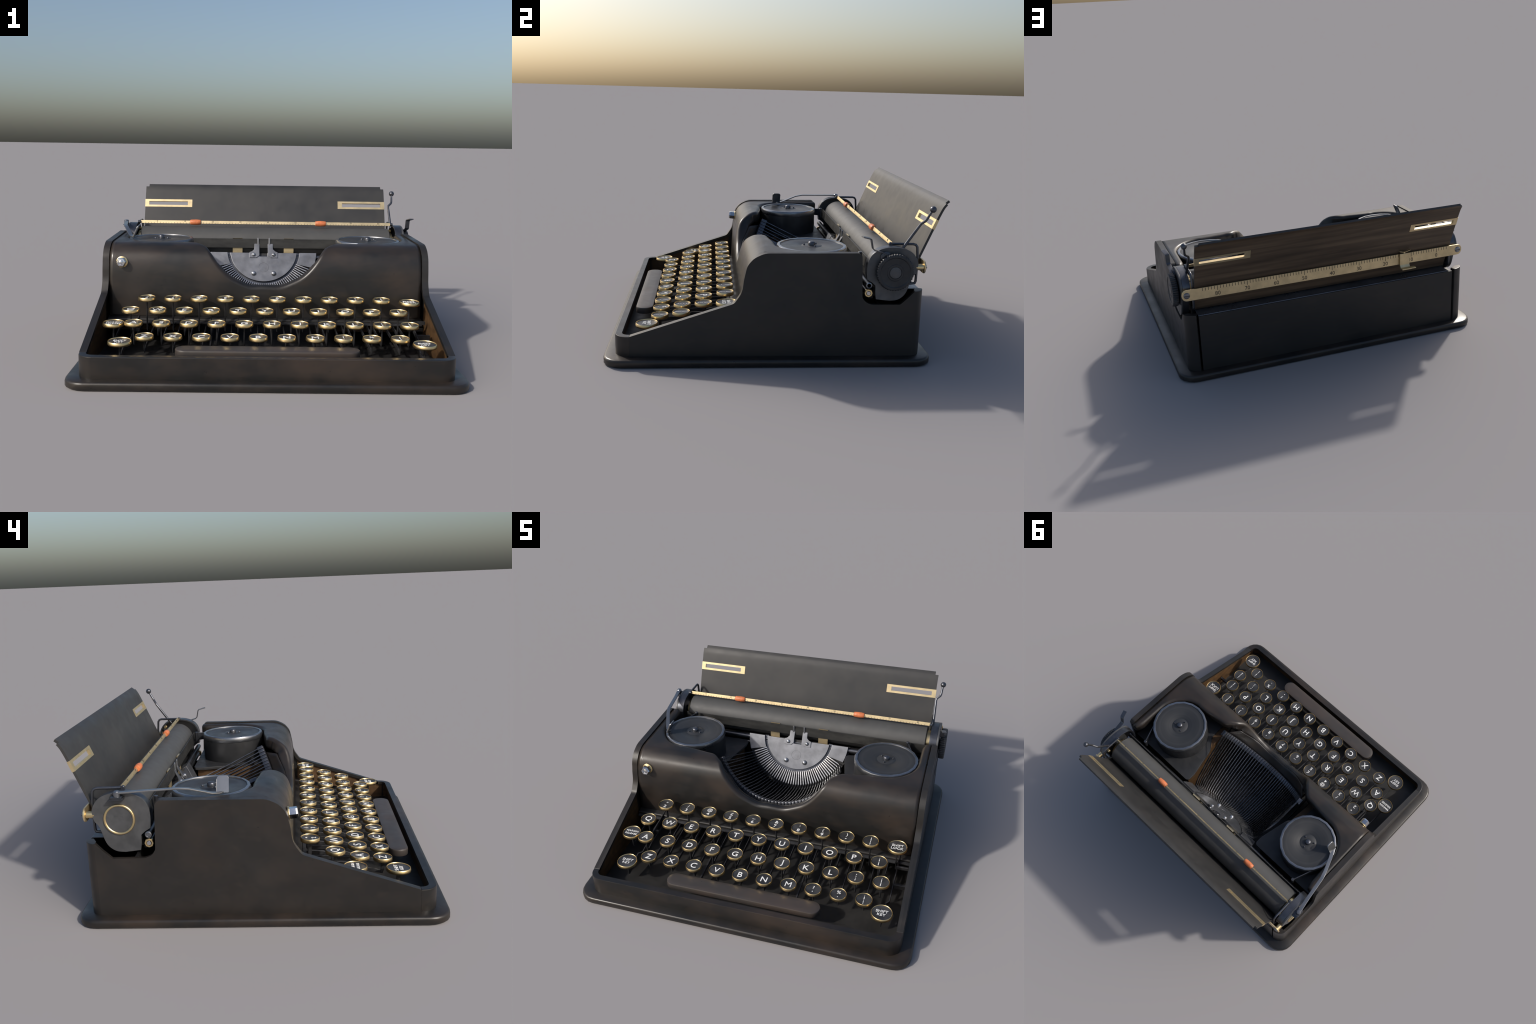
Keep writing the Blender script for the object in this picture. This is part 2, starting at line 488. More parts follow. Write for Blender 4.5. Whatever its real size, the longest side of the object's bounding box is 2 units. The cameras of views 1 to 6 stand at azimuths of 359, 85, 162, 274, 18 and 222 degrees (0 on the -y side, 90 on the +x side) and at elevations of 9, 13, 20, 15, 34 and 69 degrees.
def cover():
    tz, ty = PR.t_of_z, PR.t_of_y
    # boundary of the right half in unrolled (x, t) space: U-shaped well, then round the spool, then along the side
    ctl = [(0.0, tz(0.352)), (0.09, tz(0.357)), (0.165, tz(0.381)), (0.222, tz(0.414)), (0.270, tz(0.457)), (0.307, tz(0.507)),
           (0.335, tz(0.556)), (0.362, tz(0.590)), (0.392, ty(-0.078)), (0.422, ty(-0.050)), (0.47, ty(-0.040)), (0.56, ty(-0.030)), (0.645, ty(-0.022))]
    b2 = catmull(ctl, 10)
    c = V((0.645, ty(0.213))); R = 0.235; RX = 0.222
    for k in range(1, 25):
        a = -pi / 2 + pi / 2 * k / 24
        b2.append(V((c.x + RX * cos(a), c.y + R * sin(a))))
    for k in range(1, 9):
        b2.append(V((c.x + RX + 0.0002 * k, c.y + (ty(0.385) - c.y) * k / 8)))
    b2.append(V((c.x + RX + 0.010, ty(0.397))))
    b2.append(V((IX - 0.0035, ty(0.400))))
    n = len(b2)
    LIP = [(0.0, 0.0)]
    r = 0.024
    for k in range(1, 9):
        a = pi / 2 * k / 8
        LIP.append((r * sin(a), r * (1 - cos(a))))
    LIP += [(r, r + 0.3), (r, r + 0.65), (r, r + 1.0)]      # straight part: fractions of a depth that grows with height
    rows = 72
    cols = []
    for i, b in enumerate(b2):
        tg = (b2[min(n - 1, i + 1)] - b2[max(0, i - 1)]).normalized()
        if i == 0: tg = V((1, 0))
        if i >= n - 2: tg = V((1, 0)) if i == n - 1 else V((0.7, 0.7)).normalized()
        D = V((-tg.y, tg.x))                       # points into the opening
        col = []
        for k in range(rows):
            p = PR.at(b.y * k / (rows - 1))
            col.append((b.x, p.x, p.y))
        for o, dn in LIP[1:]:
            q = b + D * o
            p = PR.at(q.y); _, nn = PR.frame(q.y)
            if dn > r + 0.1:
                h = max(0.0, min(1.0, (p.y - 0.385) / 0.15))
                dn = r + (dn - r) * (0.012 + 0.034 * h * h * (3 - 2 * h))
            p = p - nn * dn
            x = q.x
            if b.x > 0.86: x = max(x, c.x + RX - r)
            col.append((x, p.x, p.y))
        cols.append(col)
    allc = [[(-x, y, z) for x, y, z in col] for col in cols[:0:-1]] + cols
    m = len(allc[0])
    verts = [v for col in allc for v in col]
    faces = [[i * m + k, (i + 1) * m + k, (i + 1) * m + k + 1, i * m + k + 1] for i in range(len(allc) - 1) for k in range(m - 1)]
    ob = make('top_cover', verts, faces, PAINT, angle=70)
    so = ob.modifiers.new('thick', 'SOLIDIFY'); so.thickness = 0.006; so.offset = -1
    # the recalculated normals must look outward
    me = ob.data
    k = max(range(len(me.polygons)), key=lambda i: me.polygons[i].center.z)
    if me.polygons[k].normal.z < 0:
        me.flip_normals()
    return [V(col[-1]) for col, b in zip(cols, b2) if b.x < 0.345]
WELL_EDGE = cover()
# thin seam ridge that runs across the cover top at the front
# bolt with hexagonal head and brass washer
lathe('washer', [(0, 0), (0.033, 0), (0.033, 0.006), (0.030, 0.008), (0, 0.008)], (-0.826, -0.1705, 0.507), (0, -1, 0.10), BRASS, 28)
lathe('bolt_head', [(0, 0.006), (0.0285, 0.006), (0.029, 0.010), (0.029, 0.040), (0.025, 0.047), (0.017, 0.048), (0.0165, 0.044), (0.009, 0.047), (0, 0.048)],
      (-0.826, -0.170, 0.507), (0, -1, 0.10), CHROME, 6, angle=25)

# ------------------------------------------------------------------ ribbon spools
def spool(s):
    c = (s * 0.645, 0.213, 0.0)
    cup = lathe('spool_cup', [(0, 0.433), (0.195, 0.433), (0.197, 0.441), (0.197, 0.566), (0.18, 0.57), (0, 0.57)], c, (0, 0, 1), SPOOL, 40)
    lathe('spool_rim', [(0.182, 0.566), (0.199, 0.566), (0.201, 0.571), (0.201, 0.592), (0.197, 0.600), (0.190, 0.6025), (0.182, 0.6015), (0.180, 0.594)],
          c, (0, 0, 1), RIMM, 20, parent=cup, angle=30)
    prof = [(0.186, 0.590), (0.184, 0.5965), (0.062, 0.5972), (0.0600, 0.5960), (0.0580, 0.5960), (0.056, 0.5974), (0.022, 0.598), (0, 0.598)]
    lathe('spool_disc', prof, c, (0, 0, 1), DISC, 48, parent=cup, angle=60)
    lathe('spool_nut', [(0.0205, 0.596), (0.0205, 0.611), (0.018, 0.617), (0.011, 0.6205), (0, 0.6215)], c, (0, 0, 1), IRON, 24, parent=cup, angle=50)
    for k in range(3):
        a = radians({-1: 95, 1: 20}[s]) + k * 2 * pi / 3
        lathe('spool_pin', [(0.0058, 0.596), (0.0058, 0.602), (0.004, 0.606), (0, 0.607)], (c[0] + 0.043 * cos(a), c[1] + 0.043 * sin(a), 0), (0, 0, 1), IRON, 12, parent=cup)
    # ribbon guide arm behind the cup
    arm = sweep('ribbon_arm', [(s * 0.800, 0.330, 0.553), (s * 0.748, 0.466, 0.553)], 0.006, 0.050, IRON, side=(s * 0.93, 0.36, 0), bevel=0.001)
    cyl('ribbon_post', (s * 0.744, 0.474, 0.515), (s * 0.744, 0.474, 0.584), 0.011, IRON, 14, parent=arm)
for s in (-1, 1):
    spool(s)

# ------------------------------------------------------------------ keys
R1, R2, R3, R4 = ['"\n2', '/\n3', '@\n4', '£\n5', '_\n6', '&\n7', "'\n8", '(\n9', ')\n-', 'F1'], list('QWERTYUIOP') + ['F2'], list('ASDFGHJKL') + ['DOTS', 'F3'], \
    list('ZXCVBNM') + ['?\n,', '%\n.', 'F4']
ROWS = [(R1, -0.671, 0.654, -0.2745, 0.328, 0.132), (R2, -0.743, 0.728, -0.3965, 0.287, 0.136),
        (R3, -0.709, 0.765, -0.5185, 0.245, 0.118), (R4, -0.635, 0.691, -0.6415, 0.204, 0.112)]
KR = 0.0495

def key_meshes(r):
    ring = [(0, -0.0225), (r * 0.82, -0.0225), (r * 0.94, -0.0215), (r * 0.985, -0.0190), (r, -0.0150), (r * 0.992, -0.0100), (r * 0.976, -0.0050), (r * 0.957, -0.0012),
            (r * 0.940, 0), (r * 0.922, -0.001), (r * 0.910, -0.0035), (r * 0.905, -0.008), (0, -0.008)]
    a = lathe('key', ring, (0, 0, 0), (0, 0, 1), BRASS, 40, angle=60)
    face = [(r * 0.908, -0.0078), (r * 0.908, -0.0045), (r * 0.82, -0.0052), (r * 0.60, -0.0062), (r * 0.3, -0.0066), (0, -0.0068)]
    b = lathe('key_face', face, (0, 0, 0), (0, 0, 1), FACE, 36, angle=60)
    ma, mb = a.data, b.data
    bpy.data.objects.remove(a); bpy.data.objects.remove(b)
    return ma, mb
KEYM = {0: key_meshes(KR), 1: key_meshes(0.0585), 2: key_meshes(0.0615)}

def add(name, me, loc, parent, mat=None):
    ob = bpy.data.objects.new(name, me)
    COL.objects.link(ob)
    ob.parent = parent
    ob.location = loc
    if mat and not me.materials:
        me.materials.append(mat)
    return ob

def merge_text(parts):
    """parts: list of (body, size, (x, y), (sx, sy), bold)"""
    bm = bmesh.new()
    for body, size, (px, py), (sx, sy), bold in parts:
        me = text_mesh(body, size, bold)
        me.transform(Matrix.Translation((px, py, 0)) @ Matrix.Diagonal((sx, sy, 1, 1)))
        bm.from_mesh(me)
        bpy.data.meshes.remove(me)
    out = bpy.data.meshes.new('legend')
    bm.to_mesh(out); bm.free()
    return out

FR = {'F1': ('5', '8', '7', '8'), 'F2': ('1', '4', '3', '4'), 'F3': ('1', '2', '3', '8'), 'F4': ('1', '8', '1', '2')}
def legend(tag, kind):
    if tag in FR:
        a, b_, c, d = FR[tag]
        P = []
        for i, (n_, m_) in enumerate(((a, b_), (c, d))):
            y0 = 0.0175 - 0.035 * i
            P += [(n_, 0.018, (0, y0 + 0.0085), (0.62, 1.0), 0.0004), ('-', 0.030, (0, y0), (0.75, 0.6), 0.0), (m_, 0.018, (0, y0 - 0.0085), (0.62, 1.0), 0.0004)]
        return merge_text(P)
    if tag == 'DOTS':
        return merge_text([('.', 0.045, (0, 0.024), (1, 1), 0.0), ('.', 0.045, (0, 0.008), (1, 1), 0.0), ('.', 0.045, (0, -0.008), (1, 1), 0.0), (',', 0.045, (0, -0.023), (1, 1), 0.0)])
    if kind == 1:
        a, b_ = tag.split('\n')
        big = 0.0265 if len(a) <= 5 else 0.0205
        return merge_text([(a, big, (0.0, 0.0125), (1.05, 1), 0.0002), (b_, big, (0.0, -0.0125), (1.05, 1), 0.0002)])
    if '\n' in tag:
        a, b_ = tag.split('\n')
        up = {'"': 0.019, "'": 0.020, '_': 0.010, '(': 0.016, ')': 0.016, '?': 0.014, '%': 0.0165}.get(a, 0.0180)
        lo = {'-': -0.018, ',': -0.018, '.': -0.020}.get(b_, -0.0180)
        return merge_text([(a, 0.038, (0.001, up), (0.95, 0.9), 0.0002), (b_, 0.038, (0, lo), (1.0, 0.9), 0.0002)])
    return merge_text([(tag, 0.0575, (0, 0), (1.0, 1.0), 0.0 if tag in 'MW' else 0.0004)])

def key(tag, x, y, z, zb, kind=0, lever=True):
    ma, mb = KEYM[kind]
    k = add('key', ma, (x, y, z), ROOT)
    k.rotation_euler = (radians(1.2), 0, 0)
    add('key_face', mb, (0, 0, 0), k)
    lg = legend(tag, 1 if kind else 0)
    lo = add('legend', lg, (0, 0, -0.0047), k, WHITE)
    if lever:
        # thin vertical stem plus the flat bar that runs back under the cover
        st = sweep_data([(0, 0, -0.021), (0, 0, zb - z + 0.02), (0, 0.004, zb - z)], 0.0066, 0.017, side=(1, 0, 0), scales=[0.95, 1.0, 0.75])
        y1 = 0.08 - y
        bar = sweep_data([(0.001, -0.004, zb - z + 0.004), (0.001, 0.05, zb - z + 0.016), (0.001, y1, zb - z + 0.012 + y1 * 0.035)], 0.0056, 0.022,
                         side=(1, 0, 0), scales=[0.7, 1, 1])
        v, f = join_data([st, bar])
        make('key_lever', v, f, LEVER, parent=k, bevel=0.0012, segs=1, weighted=False)
    return k

for tags, x0, x1, y, z, zb in ROWS:
    n = len(tags)
    for i, tag in enumerate(tags):
        key(tag, x0 + (x1 - x0) * i / (n - 1), y, z, zb)

def special(tag, x, y, z, kind, paths):
    k = key(tag, x, y, z, 0, kind, lever=False)
    chunks = []
    for path, w, h, sd in paths:
        chunks.append(sweep_data([(a - x, b - y, c - z) for a, b, c in path], w, h, side=sd))
    v, f = join_data(chunks)
    make('key_lever', v, f, LEVER, parent=k, bevel=0.0012, segs=1, weighted=False)

X = (1, 0, 0)
for s, nm in ((-1, 'SHIFT\nKEY'), (1, 'SHIFT\nKEY')):
    x = -0.751 if s < 0 else 0.804
    xb = x + 0.020
    special(nm, x, -0.7055, 0.1925, 2, [([(x, -0.7055, 0.172), (x, -0.7055, 0.10), (x, -0.700, 0.088)], 0.0075, 0.018, X),
                                        ([(x, -0.71, 0.092), (x + s * 0.004, -0.56, 0.113), (xb, -0.545, 0.118), (xb + 0.004, -0.33, 0.165), (xb + 0.004, -0.18, 0.18)], 0.0065, 0.026, X),
                                        ([(xb, -0.325, 0.195), (s * (IX - 0.006), -0.325, 0.195)] if s > 0 else [(xb, -0.36, 0.15), (xb + 0.03, -0.36, 0.15)], 0.02, 0.012, (0, 0, 1))])
special('SHIFT\nLOCK', 0.814, -0.2705, 0.316, 1, [([(0.814, -0.2705, 0.295), (0.814, -0.2705, 0.150)], 0.0075, 0.018, X),
                                                 ([(0.811, -0.272, 0.150), (IX - 0.002, -0.272, 0.150)], 0.018, 0.014, (0, 0, 1)),
                                                 ([(0.83, -0.43, 0.150), (IX - 0.002, -0.43, 0.150)], 0.03, 0.016, (0, 0, 1))])
special('MARGIN\nRELEASE', -0.821, -0.489, 0.233, 1, [([(-0.821, -0.489, 0.212), (-0.821, -0.489, 0.130), (-0.819, -0.484, 0.118)], 0.0085, 0.018, X),
                                                     ([(-0.820, -0.49, 0.124), (-0.820, -0.18, 0.165)], 0.0065, 0.022, X)])

# space bar: long stadium with a raised cap
def space_bar():
    L, r, yc = 0.466, 0.0515, -0.7505
    pts = []
    for k in range(13):
        a = -pi / 2 + pi * k / 12
        pts.append((L - r + r * cos(a), yc + r * sin(a)))
    for k in range(13):
        a = pi / 2 + pi * k / 12
        pts.append((-L + r + r * cos(a), yc + r * sin(a)))
    n = len(pts)
    verts, faces = [], []
    lay = [(0.97, 0.130), (1.0, 0.134), (1.0, 0.158), (0.985, 0.1635), (0.95, 0.1665), (0.80, 0.1685), (0.4, 0.1695)]
    for sc, z in lay:
        for x, y in pts:
            cx = max(-L + r, min(L - r, x))
            verts.append((cx + (x - cx) * sc, yc + (y - yc) * sc, z))
    for l in range(len(lay) - 1):
        faces += [[l * n + i, l * n + (i + 1) % n, (l + 1) * n + (i + 1) % n, (l + 1) * n + i] for i in range(n)]
    faces.append(list(range(n))[::-1]); faces.append(list(range((len(lay) - 1) * n, len(lay) * n)))
    sb = make('space_bar', verts, faces, SPACE, angle=40)
    for s in (-1, 1):
        sweep('space_bar_arm', [(s * 0.30, -0.75, 0.132), (s * 0.30, -0.745, 0.10), (s * 0.30, -0.19, 0.14)], 0.008, 0.02, LEVER, side=X, parent=sb)
space_bar()

# ------------------------------------------------------------------ type segment
O = V((0, 0.488, 0.490)); U = V((0, 0.489, 0.872)); N = V((0, -0.872, 0.489))
def SG(n, p):
    return O + V((1, 0, 0)) * p[0] + U * p[1] + N * n
def arc(R, a0, a1, k):
    return [(R * cos(radians(a0 + (a1 - a0) * i / k)), R * sin(radians(a0 + (a1 - a0) * i / k))) for i in range(k + 1)]

top = -0.021
a_in = math.degrees(math.asin(0.021 / 0.222))
disc = [(-0.026, top), (-0.026, top - 0.026), (0.026, top - 0.026), (0.026, top)] + arc(0.222, -a_in, -180 + a_in, 48)
seg = prism('type_segment', disc, None, -0.030, 0.003, STEEL, frame=SG, bevel=0.0025, bev_angle=40)
prism('segment_ring', arc(0.241, -4, -176, 60) + arc(0.215, -176, -4, 60), None, -0.040, -0.014, IRON, frame=SG, parent=seg)
for s in (-1, 1):
    blk = arc(0.352, -3.0, -21, 6) + arc(0.240, -24.5, -4.5, 8)
    blk = [(s * p[0], p[1]) for p in blk]
    prism('segment_wing', blk, None, -0.045, 0.002, STEEL, frame=SG, parent=seg, bevel=0.002, bev_angle=40)
    pl = [(0.093, -0.019), (0.093, -0.058), (0.047, -0.058), (0.028, -0.041), (0.028, 0.050), (0.034, 0.055), (0.055, 0.053), (0.061, 0.043), (0.062, 0.002), (0.077, -0.013)]
    g = prism('type_guide', [(s * x, u) for x, u in pl], None, 0.002, 0.009, STEEL, frame=SG, parent=seg, bevel=0.0012, bev_angle=40)
    prism('guide_finger', [(s * 0.044, 0.518), (s * 0.031, 0.518), (s * 0.032, 0.566), (s * 0.037, 0.570), (s * 0.043, 0.566)], 'y', 0.4960, 0.5025, RIVET, parent=seg, bevel=0.001)
    for (x, u, r) in ((0.066, -0.167, 0.017), (0.066, -0.037, 0.0130)):
        lathe('rivet', [(r, 0), (r * 0.95, r * 0.35), (r * 0.75, r * 0.66), (r * 0.4, r * 0.86), (0, r * 0.92)], SG(0.0025 if u < -0.1 else 0.0085, (s * x, u)), N, RIVET, 20, parent=seg, angle=80)
prism('guide_crossbar', [(-0.03, 0.034), (0.03, 0.034), (0.03, 0.042), (-0.03, 0.042)], None, 0.000, 0.006, STEEL, frame=SG, parent=seg)
lathe('segment_boss', [(0.0335, 0.0095), (0.0335, 0.0115), (0.0315, 0.0115), (0.031, 0.0104), (0, 0.0104)], SG(-0.0072, (0, -0.124)), N, STEEL, 40, parent=seg, angle=30)
prism('notch_back', [(-0.027, -0.05), (0.027, -0.05), (0.027, -0.02), (-0.027, -0.02)], None, -0.018, -0.012, BLACK, frame=SG, parent=seg)
# dark carrier below the segment
prism('segment_carrier', [(x, u) for x, u in arc(0.36, -3, -177, 40)], None, -0.075, -0.036, BLACK, frame=SG, parent=seg)

# comb arc just inside the cover
CB = V((0, -0.088, 0.330)); CU = V((0, 0.41, 0.912)); CN = V((0, 0.912, -0.41))
CR = 0.432
def comb_pt(phi, rad=0.0, n=0.0):
    return CB + V((1, 0, 0)) * (CR - rad) * sin(phi) + CU * (CR - (CR - rad) * cos(phi)) + CN * n

NB = 42
PH = radians(63)
band_v, band_f = [], []
K = 60
for i in range(K + 1):
    ph = -PH * 1.02 + 2 * PH * 1.02 * i / K
    for rad, nn in ((-0.012, -0.012), (-0.012, 0.03), (0.0, 0.03), (0.0, -0.012)):
        band_v.append(comb_pt(ph, rad, nn))
    if i:
        for j in range(4):
            band_f.append([(i - 1) * 4 + j, (i - 1) * 4 + (j + 1) % 4, i * 4 + (j + 1) % 4, i * 4 + j])
band_f += [[3, 2, 1, 0], [K * 4 + j for j in range(4)]]
comb = make('type_bar_comb', band_v, band_f, IRON)
# dark throat sheet that closes the gap between the cover's well and the comb
def throat():
    half = WELL_EDGE
    n = len(half)
    L = [0.0]
    for a, b in zip(half, half[1:]):
        L.append(L[-1] + (b - a).length)
    cols = []
    for p, l in zip(half, L):
        q = comb_pt(PH * 0.93 * l / L[-1], -0.011, -0.010)
        cols.append([p + V((0, 0.0005, 0))] + [p.lerp(q, k / 5) for k in range(1, 6)])
    allc = [[V((-v.x, v.y, v.z)) for v in c] for c in cols[:0:-1]] + cols
    m = len(allc[0])
    vv = [v for c in allc for v in c]
    ff = [[i * m + k, (i + 1) * m + k, (i + 1) * m + k + 1, i * m + k + 1] for i in range(len(allc) - 1) for k in range(m - 1)]
    t = make('well_throat', vv, ff, PAINT, angle=70)
    t.modifiers.new('thick', 'SOLIDIFY').thickness = 0.003
throat()
for i in range(NB):
    ph = -PH + 2 * PH * i / (NB - 1)
    t = V((cos(ph), 0, 0)) + CU * sin(ph)
    rr = comb_pt(ph, 1.0) - comb_pt(ph, 0.0); rr.normalize()
    c = comb_pt(ph, 0.009, 0.008)
    verts = []
    for a, b, d in [(a, b, d) for d in (-1, 1) for a, b in ((-1, -1), (1, -1), (1, 1), (-1, 1))]:
        verts.append(c + t * a * 0.0100 + rr * b * 0.010 + CN * d * 0.019)
    fc = [[3, 2, 1, 0], [4, 5, 6, 7], [0, 1, 5, 4], [1, 2, 6, 5], [2, 3, 7, 6], [3, 0, 4, 7]]
    make('comb_tooth', verts, fc, IRON, parent=comb, bevel=0.0025, segs=2, weighted=False)

for i in range(NB):
    f = i / (NB - 1)
    th = radians(-155.0 + 130.0 * f)
    a = SG(-0.010, (0.238 * cos(th), 0.238 * sin(th)))
    b = SG(0.002, (0.335 * cos(th), 0.335 * sin(th)))
    ph = -PH + 2 * PH * f
    c = comb_pt(ph, 0.010, 0.020)
    d = b - a
    m1 = b.lerp(c, 0.12) + SG(0, (0.010 * cos(th), 0.010 * sin(th))) - O
    m2 = b.lerp(c, 0.52) + (SG(0, (0.018 * cos(th), 0.018 * sin(th))) - O)
    rnd = random.Random(i)
    m2 += V((0, rnd.uniform(-.012, .012), 0))
    tan = V((-sin(th), 0, 0)) + U * cos(th)
    v1, f1 = sweep_data([a, a.lerp(b, 0.9), b], 0.0068, 0.020, side=tan, scales=[0.9, 1.0, 0.75])
    v2, f2 = sweep_data([b - d * 0.05, m1, m2, c], 0.0056, 0.011, side=tan)
    v, fc = join_data([(v1, f1), (v2, f2)])
    n1 = len(f1)
    tb = make('type_bar', v, fc, [BARS, TOOTH], angle=25)
    for k, p in enumerate(tb.data.polygons):
        p.material_index = 1 if k < n1 else 0

# ------------------------------------------------------------------ carriage
CX = 0.0135                 # carriage sits slightly to the right
PY, PZ = 0.620, 0.522       # platen axis
cyl('platen', (CX - 0.838, PY, PZ), (CX + 0.838, PY, PZ), 0.104, RUBBER, 56, 0.04)
cyl('platen_shaft', (CX - 0.90, PY, PZ), (CX + 0.93, PY, PZ), 0.022, IRON, 16)
for s in (-1, 1):
    lathe('platen_collar', [(0, 0), (0.075, 0), (0.075, 0.02), (0, 0.02)], (CX + s * 0.839, PY, PZ), (s, 0, 0), BRASS, 30)

PLATE = [(0.478, 0.474), (0.474, 0.527), (0.481, 0.577), (0.503, 0.615), (0.543, 0.640), (0.600, 0.6515), (0.668, 0.645), (0.718, 0.622), (0.748, 0.580),
         (0.752, 0.548), (0.744, 0.512), (0.722, 0.482), (0.700, 0.414), (0.680, 0.382), (0.648, 0.361), (0.606, 0.3555), (0.532, 0.364), (0.527, 0.395),
         (0.525, 0.440), (0.505, 0.458)]
def plate_outline():
    return catmull(PLATE[:16], 4) + [V(p) for p in PLATE[16:]]
for s in (-1, 1):
    xo = CX + s * 0.922
    ep = prism('end_plate', [tuple(p) for p in plate_outline()], 'x', xo - s * 0.012, xo, GREY, bevel=0.002, bev_angle=45)
    # flange band turned inward over the top of the plate
    arcp = catmull(PLATE[0:11], 4)
    cen = V((PY, PZ))
    inner_ = [p + (cen - p).normalized() * 0.010 for p in arcp]
    prism('end_flange', [tuple(p) for p in arcp] + [tuple(p) for p in inner_[::-1]], 'x', xo - s * 0.058, xo - s * 0.0125, IRON, parent=ep, bevel=0.0015, bev_angle=45)
    arcl = catmull(PLATE[11:16], 4)
    inl = [p + (cen - p).normalized() * 0.010 for p in arcl]
    prism('end_flange', [tuple(p) for p in arcl] + [tuple(p) for p in inl[::-1]], 'x', xo - s * 0.045, xo - s * 0.0125, IRON, parent=ep)
    # post that carries the rear ruler
    cyl('ruler_post', (CX + s * 0.905, 0.740, 0.541), (CX + s * 0.905, 0.786, 0.541), 0.0175, BRASS, 18, parent=ep)
    # bail wire bracket
    xw = CX + s * 0.856
    pth = [(xw, 0.606, 0.657), (xw, 0.735, 0.657), (xw, 0.750, 0.653), (xw, 0.759, 0.640), (xw, 0.7645, 0.58), (xw, 0.763, 0.45), (xw, 0.758, 0.438), (xw, 0.722, 0.435)]
    sweep('bail_bracket', pth, 0.0145, 0.0145, IRON, side=X, round_segs=10, parent=ep, angle=60)
    cyl('bail_pin', (xw - 0.009, 0.610, 0.657), (xw + 0.009, 0.610, 0.657), 0.0105, IRON, 14, parent=ep)
    cyl('paper_roll_pin', (CX + s * 0.85, 0.71, 0.60), (CX + s * 0.875, 0.71, 0.60), 0.011, BRASS, 14, parent=ep)

# left end: brass ring with a plain disc
xl = CX - 0.922
lathe('end_ring', [(0.0645, 0.0), (0.0755, 0.0), (0.076, 0.004), (0.073, 0.008), (0.067, 0.008), (0.064, 0.004)], (xl, 0.6225, 0.5205), (-1, 0, 0), BRASS, 48, angle=60)
lathe('end_disc', [(0.066, 0.0), (0.066, 0.003), (0, 0.0035)], (xl, 0.6225, 0.5205), (-1, 0, 0), GREY, 48)
# right end: knurled platen knob
xr = CX + 0.922
def knob():
    segs = 132
    prof = [(0.040, 0.006), (0.094, 0.006), (0.100, 0.010), (0.1015, 0.018), (0.1015, 0.036), (0.099, 0.042), (0.094, 0.044), (0.083, 0.0435), (0.080, 0.040),
            (0.077, 0.0395), (0.046, 0.0395), (0.044, 0.0415), (0.034, 0.0415), (0.033, 0.038), (0, 0.038)]
    v, f = lathe_data(prof, (xr, PY, PZ), (1, 0, 0), segs)
    v = [V(p) for p in v]
    for i, p in enumerate(v):
        ring = i // segs
        if ring in (2, 3, 4, 5) and (i % segs) % 3 == 0:
            q = V((0, p.y - PY, p.z - PZ))
            v[i] = V((p.x, PY, PZ)) + q * 0.955
    k = make('platen_knob', v, f, KNOBM, angle=40)
    lathe('knob_hub', [(0.031, 0.035), (0.031, 0.0405), (0.028, 0.0415), (0, 0.0415)], (xr, PY, PZ), (1, 0, 0), GREY, 32, parent=k)
    cyl('knob_shaft', (xr - 0.002, PY, PZ), (xr + 0.012, PY, PZ), 0.045, IRON, 24, parent=k)
knob()

# rails
rl = cyl('carriage_rail', (CX - 0.915, 0.4915, 0.4405), (CX + 0.918, 0.4915, 0.4405), 0.0165, IRON, 18)
rl2 = cyl('carriage_rail', (CX - 0.905, 0.4935, 0.394), (CX + 0.905, 0.4935, 0.394), 0.0135, IRON, 18)
for s in (-1, 1):
    lathe('rail_nut', [(0, 0), (0.0235, 0), (0.0235, 0.015), (0.021, 0.017), (0.0145, 0.017), (0.0145, 0.012), (0, 0.012)], (CX + s * 0.893, 0.4935, 0.394), (s, 0, 0), BRASS, 8, parent=rl2, angle=25)
    lathe('rail_screw', [(0, 0.010), (0.0135, 0.010), (0.0135, 0.015), (0.010, 0.0185), (0, 0.0185)], (CX + s * 0.893, 0.4935, 0.394), (s, 0, 0), CHROME, 16, parent=rl2)
    lathe('rail_screw', [(0, 0), (0.0165, 0), (0.0165, 0.004), (0.011, 0.006), (0.010, 0.002), (0, 0.002)], (CX + s * 0.916, 0.4915, 0.4405), (s, 0, 0), RIMM, 16, parent=rl)
box('carriage_frame', (CX - 0.86, 0.53, 0.365), (CX + 0.86, 0.700, 0.415), BLACK, bevel=0.004)
box('carriage_frame', (CX - 0.86, 0.505, 0.350), (CX + 0.86, 0.53, 0.375), BLACK, bevel=0.003)

# paper guide strip in front of the platen and the brass tabs that hold it
prism('paper_guide_strip', [(0.5095, 0.5615), (0.5035, 0.5610), (0.4965, 0.501), (0.5035, 0.501)], 'x', CX - 0.845, CX + 0.845, STRIP, bevel=0.0012)
for x in (-0.1735, 0.168):
    prism('brass_tab', [(0.5165, 0.5640), (0.5055, 0.5650), (0.5105, 0.5610), (0.5045, 0.50), (0.505, 0.452), (0.513, 0.452), (0.5125, 0.50)], 'x', x - 0.0325, x + 0.0325, RULE)

# paper bail: brass scale rod with graduations and two rubber rolls
bail = prism('bail_scale', [(0.6100, 0.6475), (0.6180, 0.6668), (0.6225, 0.6650), (0.6145, 0.6457)], 'x', -0.833, 0.866, RULE, bevel=0.001)
def on_bail(x, t, off):      # t along the tilted face from its lower edge
    return (x, 0.6100 + 0.383 * t - 0.924 * off, 0.6475 + 0.924 * t + 0.383 * off)
BOXF = box_data((0, 0, 0), (1, 1, 1))[1]
ch = []
for i in range(84):
    x = -0.80 + 0.0196 * i
    h = 0.0065 if i % 5 else 0.009
    ch.append(([on_bail(x + a * 0.0011, t, o) for o in (-0.001, 0.0005) for a, t in ((-1, 0.0008), (1, 0.0008), (1, h), (-1, h))], BOXF))
v, f = join_data(ch)
mk = make('graduation', v, f, INK, parent=bail); mk['kind'] = 'stuff'
